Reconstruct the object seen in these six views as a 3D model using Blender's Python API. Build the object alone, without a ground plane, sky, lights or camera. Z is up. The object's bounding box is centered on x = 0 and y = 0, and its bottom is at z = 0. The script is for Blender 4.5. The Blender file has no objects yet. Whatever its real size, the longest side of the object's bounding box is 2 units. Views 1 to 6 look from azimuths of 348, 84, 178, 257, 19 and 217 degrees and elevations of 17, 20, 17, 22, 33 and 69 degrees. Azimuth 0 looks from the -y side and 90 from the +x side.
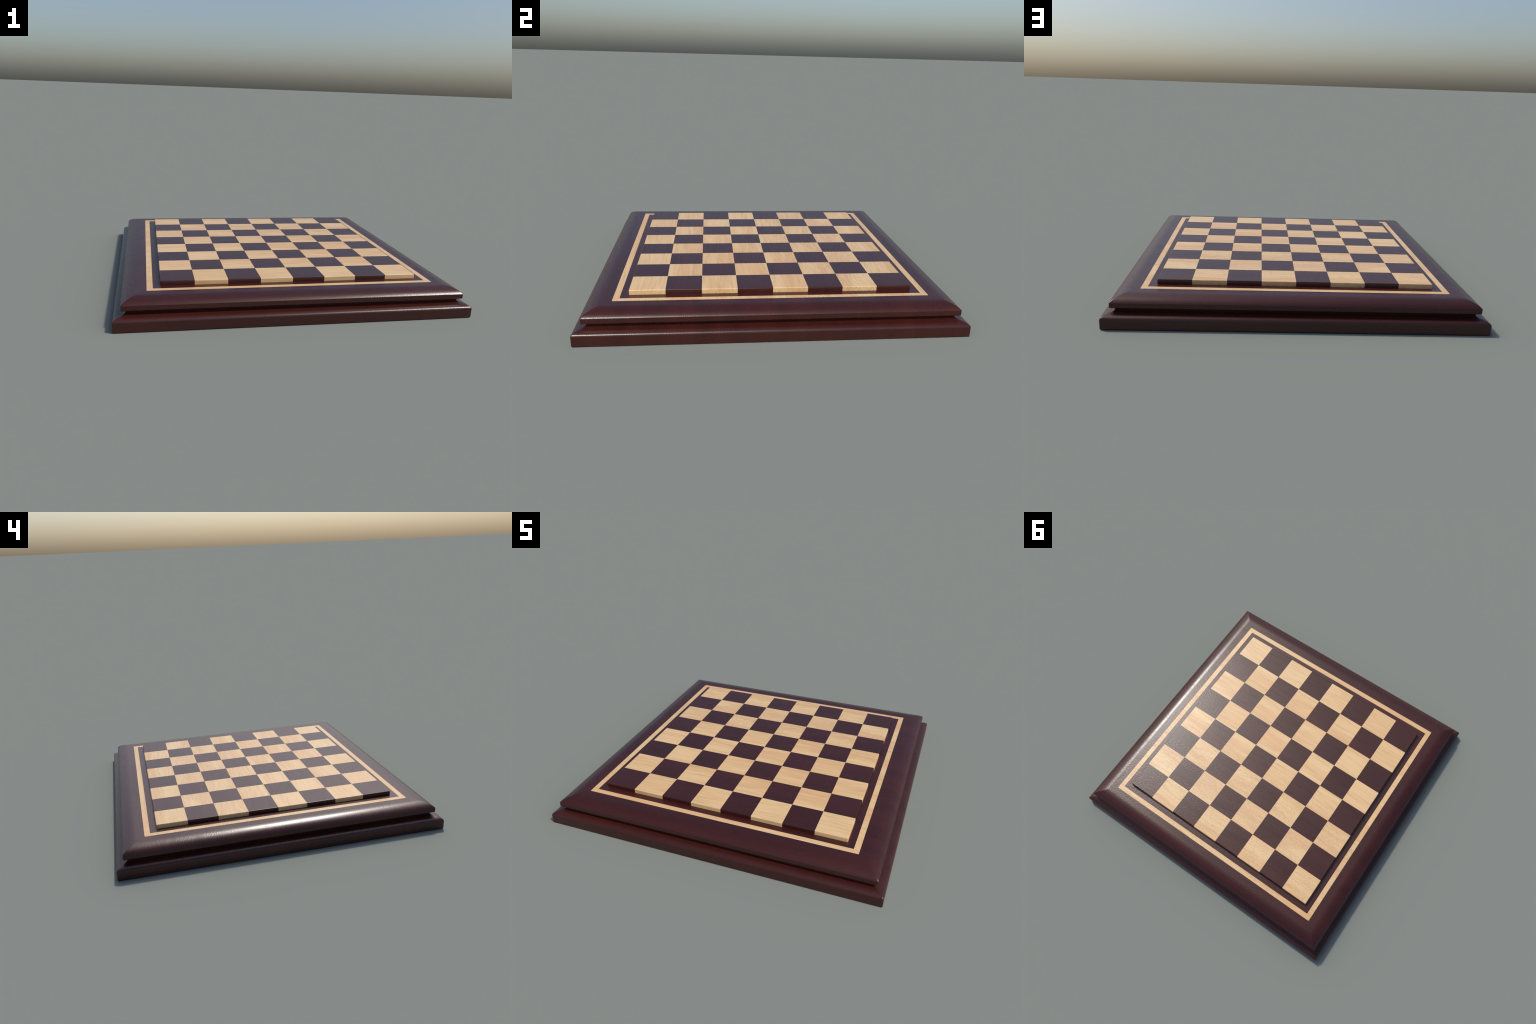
"""Wooden chess board: moulded dark base, overhanging dark frame slab,
pale flush inlay border and a raised field of 64 alternating squares."""
import bpy, bmesh, math
from mathutils import Vector

# ------------------------------------------------------------------ sizes (m)
BASE_HALF   = 1.000     # half width of the foot moulding
SLAB_HALF   = 0.9585    # half width of the upper slab
DECK_Z      = 0.1595    # top of the slab
FIELD_HALF  = 0.7500    # half width of the 8 x 8 field
FIELD_Z     = 0.1860    # top of the squares
STRIP_OUT   = 0.8252    # pale border, outer and inner half width
STRIP_IN    = 0.7920
CELL        = FIELD_HALF * 2 / 8
EDGE_ROUND  = 0.0045    # rounding of the field's outer edges

# ------------------------------------------------------------------ materials
class Nodes:
    """small helper to write node trees as expressions"""
    def __init__(self, mat):
        mat.use_nodes = True
        self.t = mat.node_tree
        self.t.nodes.clear()
        self.out = self.t.nodes.new("ShaderNodeOutputMaterial")
        self.bsdf = self.t.nodes.new("ShaderNodeBsdfPrincipled")
        self.t.links.new(self.bsdf.outputs[0], self.out.inputs[0])

    def put(self, sock, v):
        if isinstance(v, bpy.types.NodeSocket):
            self.t.links.new(v, sock)
        else:
            sock.default_value = v

    def math(self, op, a, b=0.0, c=0.0, clamp=False):
        n = self.t.nodes.new("ShaderNodeMath")
        n.operation = op
        n.use_clamp = clamp
        for s, v in zip(n.inputs, (a, b, c)):
            self.put(s, v)
        return n.outputs[0]

    def vec(self, x, y, z):
        n = self.t.nodes.new("ShaderNodeCombineXYZ")
        for s, v in zip(n.inputs, (x, y, z)):
            self.put(s, v)
        return n.outputs[0]

    def noise(self, vec, scale=1.0, detail=2.0, rough=0.5, distortion=0.0):
        n = self.t.nodes.new("ShaderNodeTexNoise")
        self.put(n.inputs["Vector"], vec)
        n.inputs["Scale"].default_value = scale
        n.inputs["Detail"].default_value = detail
        n.inputs["Roughness"].default_value = rough
        n.inputs["Distortion"].default_value = distortion
        return n.outputs["Fac"]

    def remap(self, v, a, b, c=0.0, d=1.0, smooth=False):
        n = self.t.nodes.new("ShaderNodeMapRange")
        if smooth:
            n.interpolation_type = 'SMOOTHSTEP'
        for s, x in zip(n.inputs, (v, a, b, c, d)):
            self.put(s, x)
        return n.outputs[0]

    def mix(self, fac, a, b):
        n = self.t.nodes.new("ShaderNodeMix")
        n.data_type = 'RGBA'
        self.put(n.inputs[0], fac)
        self.put(n.inputs[6], a)
        self.put(n.inputs[7], b)
        return n.outputs[2]

    def bump(self, height, strength, distance):
        n = self.t.nodes.new("ShaderNodeBump")
        self.put(n.inputs["Height"], height)
        self.put(n.inputs["Strength"], strength)
        n.inputs["Distance"].default_value = distance
        return n.outputs[0]


def wood_field(N):
    """Planar-sawn wood, grain along x.  The plank is straight grained at the
    front (-y) and turns curly, then coarse and speckled towards +y."""
    geo = N.t.nodes.new("ShaderNodeNewGeometry")
    sep = N.t.nodes.new("ShaderNodeSeparateXYZ")
    N.t.links.new(geo.outputs["Position"], sep.inputs[0])
    pos, (x, y, z) = geo.outputs["Position"], sep.outputs
    # slow drift of the grain and the edges of the curly band
    slow = N.noise(N.vec(N.math('MULTIPLY', x, 1.1), N.math('MULTIPLY', y, 1.8), 3.7), 1.0, 1.0)
    drift = N.math('MULTIPLY', N.math('SUBTRACT', slow, 0.5), 0.13)
    yb = N.math('ADD', y, drift)
    curl = N.math('MULTIPLY', N.remap(yb, 0.02, 0.20, smooth=True),
                  N.remap(yb, 0.55, 0.36, smooth=True))
    coarse = N.remap(yb, 0.16, 0.42, smooth=True)
    swirl = N.noise(pos, 30.0, 2.0, 0.5)
    wob = N.noise(N.vec(N.math('MULTIPLY', x, 5.0), N.math('MULTIPLY', y, 9.0), z), 1.0, 1.0)
    amp = N.math('ADD', 0.006, N.math('MULTIPLY', curl, 0.040))
    warp = N.math('ADD', N.math('MULTIPLY', N.math('SUBTRACT', swirl, 0.5), amp),
                  N.math('MULTIPLY', N.math('SUBTRACT', wob, 0.5), 0.014))
    yw = N.math('ADD', yb, warp)
    return pos, x, y, z, yw, curl, coarse


def make_light_wood():
    m = bpy.data.materials.new("light_maple_wood")
    N = Nodes(m)
    pos, x, y, z, yw, curl, coarse = wood_field(N)
    # fine straight fibres
    fib = N.noise(N.vec(N.math('MULTIPLY', x, 5.0), N.math('MULTIPLY', yw, 75.0),
                        N.math('MULTIPLY', z, 45.0)), 1.0, 3.0, 0.6)
    # growth bands, sharper on one side
    band = N.noise(N.vec(N.math('MULTIPLY', x, 0.7), N.math('MULTIPLY', yw, 8.5), z), 1.0, 2.0, 0.45)
    band2 = N.remap(band, 0.44, 0.60)
    # pores of the coarse part: short flecks
    fleck = N.noise(N.vec(N.math('MULTIPLY', x, 55.0), N.math('MULTIPLY', yw, 190.0),
                          N.math('MULTIPLY', z, 60.0)), 1.0, 2.0, 0.6)
    c = N.mix(band2, (0.750, 0.508, 0.258, 1), (0.690, 0.420, 0.200, 1))
    # cathedral edge: pinker heart side, yellower and coarser beyond it
    arch = N.noise(N.vec(N.math('MULTIPLY', x, 1.7), 2.3, 0.0), 1.0, 1.0)
    edge = N.math('ADD', N.math('ADD', y, N.math('MULTIPLY', N.math('SUBTRACT', arch, 0.5), 0.45)),
                  N.math('MULTIPLY', N.math('SUBTRACT', fib, 0.5), 0.03))
    pink = N.math('MULTIPLY', N.remap(edge, 0.500, 0.488), N.remap(edge, 0.22, 0.47, smooth=True))
    c = N.mix(N.math('MULTIPLY', pink, 0.55), c, (0.660, 0.400, 0.215, 1))
    pale = N.math('MULTIPLY', N.remap(edge, 0.495, 0.510), N.remap(edge, 0.75, 0.56, smooth=True))
    c = N.mix(N.math('MULTIPLY', pale, 0.45), c, (0.790, 0.570, 0.310, 1))
    c = N.mix(N.remap(fib, 0.47, 0.72, 0.0, N.math('ADD', 0.62, N.math('MULTIPLY', curl, 0.12))), c, (0.545, 0.345, 0.172, 1))
    c = N.mix(N.remap(fib, 0.50, 0.30, 0.0, 0.40), c, (0.800, 0.560, 0.325, 1))
    flk = N.math('MULTIPLY', N.remap(fleck, 0.50, 0.72, 0.0, 0.60), N.math('ADD', 0.05, N.math('MULTIPLY', N.math('MAXIMUM', curl, coarse), 0.9)))
    c = N.mix(flk, c, (0.43, 0.285, 0.145, 1))
    N.put(N.bsdf.inputs["Base Color"], c)
    N.put(N.bsdf.inputs["Roughness"], N.remap(fib, 0.3, 0.7, 0.30, 0.42))
    h = N.math('ADD', N.math('MULTIPLY', fib, 0.6), N.math('MULTIPLY', fleck, 0.6))
    N.put(N.bsdf.inputs["Normal"], N.bump(h, 0.45, 0.0016))
    return m


def make_dark_wood():
    m = bpy.data.materials.new("dark_rosewood")
    N = Nodes(m)
    pos, x, y, z, yw, curl, coarse = wood_field(N)
    fib = N.noise(N.vec(N.math('MULTIPLY', x, 5.0), N.math('MULTIPLY', yw, 75.0),
                        N.math('MULTIPLY', z, 45.0)), 1.0, 3.0, 0.6)
    band = N.noise(N.vec(N.math('MULTIPLY', x, 0.7), N.math('MULTIPLY', yw, 8.5), z), 1.0, 2.0, 0.45)
    fleck = N.noise(N.vec(N.math('MULTIPLY', x, 140.0), N.math('MULTIPLY', y, 210.0),
                          N.math('MULTIPLY', z, 60.0)), 1.0, 2.0, 0.6)
    c = N.mix(N.remap(band, 0.35, 0.65), (0.0410, 0.0085, 0.0062, 1), (0.0530, 0.0110, 0.0075, 1))
    c = N.mix(N.remap(fib, 0.45, 0.75, 0.0, 0.2), c, (0.030, 0.0065, 0.0055, 1))
    N.put(N.bsdf.inputs["Base Color"], c)
    # open-pored bands alternate with smooth ones
    pore = N.math('MULTIPLY', N.remap(band, 0.40, 0.50, 0.30, 1.0), N.remap(coarse, 0.0, 1.0, 0.75, 1.0))
    N.put(N.bsdf.inputs["Roughness"], N.remap(fib, 0.3, 0.7, 0.26, 0.31))
    h = N.math('ADD', N.math('MULTIPLY', fib, 0.25), N.math('MULTIPLY', fleck, 0.9))
    N.put(N.bsdf.inputs["Normal"], N.bump(h, N.math('MULTIPLY', pore, 0.50), 0.0013))
    return m

# ------------------------------------------------------------------- geometry
def finish(bm, name, mats, angle=35.0):
    """bmesh -> mesh with smooth shading, sharp edges by angle and
    face-area-weighted vertex normals (flat faces stay flat)"""
    bmesh.ops.recalc_face_normals(bm, faces=bm.faces)
    for f in bm.faces:
        f.smooth = True
    for e in bm.edges:
        if len(e.link_faces) == 2:
            e.smooth = e.calc_face_angle(0.0) < math.radians(angle)
    me = bpy.data.meshes.new(name)
    bm.to_mesh(me)
    bm.free()
    for m in mats:
        me.materials.append(m)
    ob = bpy.data.objects.new(name, me)
    bpy.context.scene.collection.objects.link(ob)
    wn = ob.modifiers.new("wn", 'WEIGHTED_NORMAL')
    wn.keep_sharp = True
    wn.weight = 100
    dg = bpy.context.evaluated_depsgraph_get()
    done = bpy.data.meshes.new_from_object(ob.evaluated_get(dg))
    ob.modifiers.clear()
    ob.data = done
    done.name = name
    bpy.data.meshes.remove(me)
    return ob


def ring(bm, half, z, r, seg=4):
    """square ring with rounded corners"""
    vs = []
    r = min(r, half * 0.5)
    for k in range(4):
        a0 = k * math.pi / 2
        cx = (half - r) * (1 if k in (0, 3) else -1)
        cy = (half - r) * (1 if k in (0, 1) else -1)
        for i in range(seg + 1):
            a = a0 + i / seg * math.pi / 2
            vs.append(bm.verts.new((cx + r * math.cos(a), cy + r * math.sin(a), z)))
    return vs


def spline(points, steps=6):
    """Catmull-Rom through profile points"""
    out = []
    P = [Vector(p) for p in points]
    P = [P[0] * 2 - P[1]] + P + [P[-1] * 2 - P[-2]]
    for i in range(1, len(P) - 2):
        a, b, c, d = P[i - 1:i + 3]
        for s in range(steps):
            t = s / steps
            out.append(0.5 * ((2 * b) + (c - a) * t + (2 * a - 5 * b + 4 * c - d) * t * t
                              + (3 * b - a - 3 * c + d) * t ** 3))
    out.append(P[-2])
    return [tuple(p) for p in out]


def arc(cx, cz, r, a0, a1, n=4):
    return [(cx + r * math.cos(math.radians(a0 + (a1 - a0) * i / n)),
             cz + r * math.sin(math.radians(a0 + (a1 - a0) * i / n))) for i in range(n + 1)]


def loft(profile, name, mats, corner=0.005, close_top=True, close_bottom=True, angle=30.0):
    bm = bmesh.new()
    rings = [ring(bm, h, z, corner) for h, z in profile]
    for a, b in zip(rings, rings[1:]):
        n = len(a)
        for i in range(n):
            bm.faces.new((a[i], a[(i + 1) % n], b[(i + 1) % n], b[i]))
    if close_bottom:
        bm.faces.new(list(reversed(rings[0])))
    if close_top:
        bm.faces.new(rings[-1])
    return finish(bm, name, mats, angle)


def build_base(mat):
    """foot: upright face, rounded shoulder falling into a small cove and neck"""
    prof = arc(BASE_HALF - 0.003, 0.003, 0.003, -90, 0)
    prof += spline([(BASE_HALF, 0.0520), (0.9976, 0.0580), (0.9912, 0.0640), (0.9800, 0.0692),
                    (0.9660, 0.0730), (0.9530, 0.0756), (0.9450, 0.0776), (0.9405, 0.0798),
                    (0.9353, 0.0848)])
    # undercut throat leaning back out to the slab's underside
    prof += spline([(0.9355, 0.0856), (0.9372, 0.0925), (0.9410, 0.0980), (0.9460, 0.1000)], 3)
    return loft(prof, "base_moulding", [mat])


def build_slab(mat):
    """frame slab: square lower edge, long shallow ovolo, flat deck with a
    groove for the pale border"""
    h = SLAB_HALF
    g = 0.00012
    prof = [(0.900, 0.0995)]
    prof += arc(h - 0.0045, 0.1040, 0.0045, -90, 0)
    prof += spline([(h, 0.1280), (0.9514, 0.1350), (0.9410, 0.1424), (0.9280, 0.1486),
                    (0.9130, 0.1536), (0.8990, 0.1570), (0.8885, 0.1585), (0.8805, 0.1592), (0.8720, DECK_Z)])
    prof += [(STRIP_OUT + g, DECK_Z), (STRIP_OUT + g, DECK_Z - 0.006),
             (STRIP_IN - g, DECK_Z - 0.006), (STRIP_IN - g, DECK_Z)]
    return loft(prof, "frame_slab", [mat])


def build_strip(mat):
    """one mitred length of the pale border, lying in its groove on the -y side"""
    bm = bmesh.new()
    a, b = STRIP_OUT, STRIP_IN
    zt, zb = DECK_Z, DECK_Z - 0.005
    e = 0.00005
    pts = [(-a + e, -a), (a - e, -a), (b - e, -b), (-b + e, -b)]
    top = [bm.verts.new((x, y, zt)) for x, y in pts]
    bot = [bm.verts.new((x, y, zb)) for x, y in pts]
    bm.faces.new(top)
    bm.faces.new(list(reversed(bot)))
    for i in range(4):
        j = (i + 1) % 4
        bm.faces.new((bot[i], bot[j], top[j], top[i]))
    return finish(bm, "inlay_strip", [mat])


def build_square(sx, sy, mat):
    """one square; sx, sy in (-1, 0, 1) tell which sides lie on the rim of the
    field and so have rounded edges"""
    bm = bmesh.new()
    gap = 0.00012
    h = CELL / 2 - gap
    z0, z1 = DECK_Z - 0.001, FIELD_Z
    bmesh.ops.create_cube(bm, size=1.0)
    for v in bm.verts:
        v.co = Vector((v.co.x * 2 * h, v.co.y * 2 * h, z0 if v.co.z < 0 else z1))
    def on(v, axis, s):
        return s != 0 and v.co[axis] * s > 0
    es = []
    for e in bm.edges:
        a, b = e.verts
        rim_x = on(a, 0, sx) and on(b, 0, sx)
        rim_y = on(a, 1, sy) and on(b, 1, sy)
        top = a.co.z > 0.17 and b.co.z > 0.17
        if (top and (rim_x or rim_y)) or (not top and rim_x and rim_y and abs(a.co.z - b.co.z) > 0.01):
            es.append(e)
    if es:
        bmesh.ops.bevel(bm, geom=es, offset=EDGE_ROUND, segments=4, profile=0.5, affect='EDGES')
    return finish(bm, "square", [mat])


def main():
    light, dark = make_light_wood(), make_dark_wood()
    coll = bpy.context.scene.collection
    board = bpy.data.objects.new("chess_board", None)
    coll.objects.link(board)
    board["label"] = "dark wooden chess board with pale inlay and raised squares"
    board["category"] = "chess board"

    def attach(ob, parent=board):
        ob.parent = parent
        return ob

    attach(build_base(dark))
    slab = attach(build_slab(dark))

    strip = attach(build_strip(light), slab)
    for k in (1, 2, 3):
        c = strip.copy()
        c.rotation_euler = (0, 0, k * math.pi / 2)
        coll.objects.link(c)
        c.parent = slab

    proto = {}
    for j in range(8):
        for i in range(8):
            kind = ((i == 7) - (i == 0), (j == 7) - (j == 0))
            is_dark = (i + j) % 2 == 0
            mat = dark if is_dark else light
            key = (kind, is_dark)
            if key not in proto:
                ob = build_square(kind[0], kind[1], mat)
                ob.name = "dark_square" if is_dark else "light_square"
                proto[key] = ob
            else:
                ob = proto[key].copy()
                coll.objects.link(ob)
            ob.location = (-FIELD_HALF + CELL * (i + 0.5), -FIELD_HALF + CELL * (j + 0.5), 0)
            attach(ob)

main()
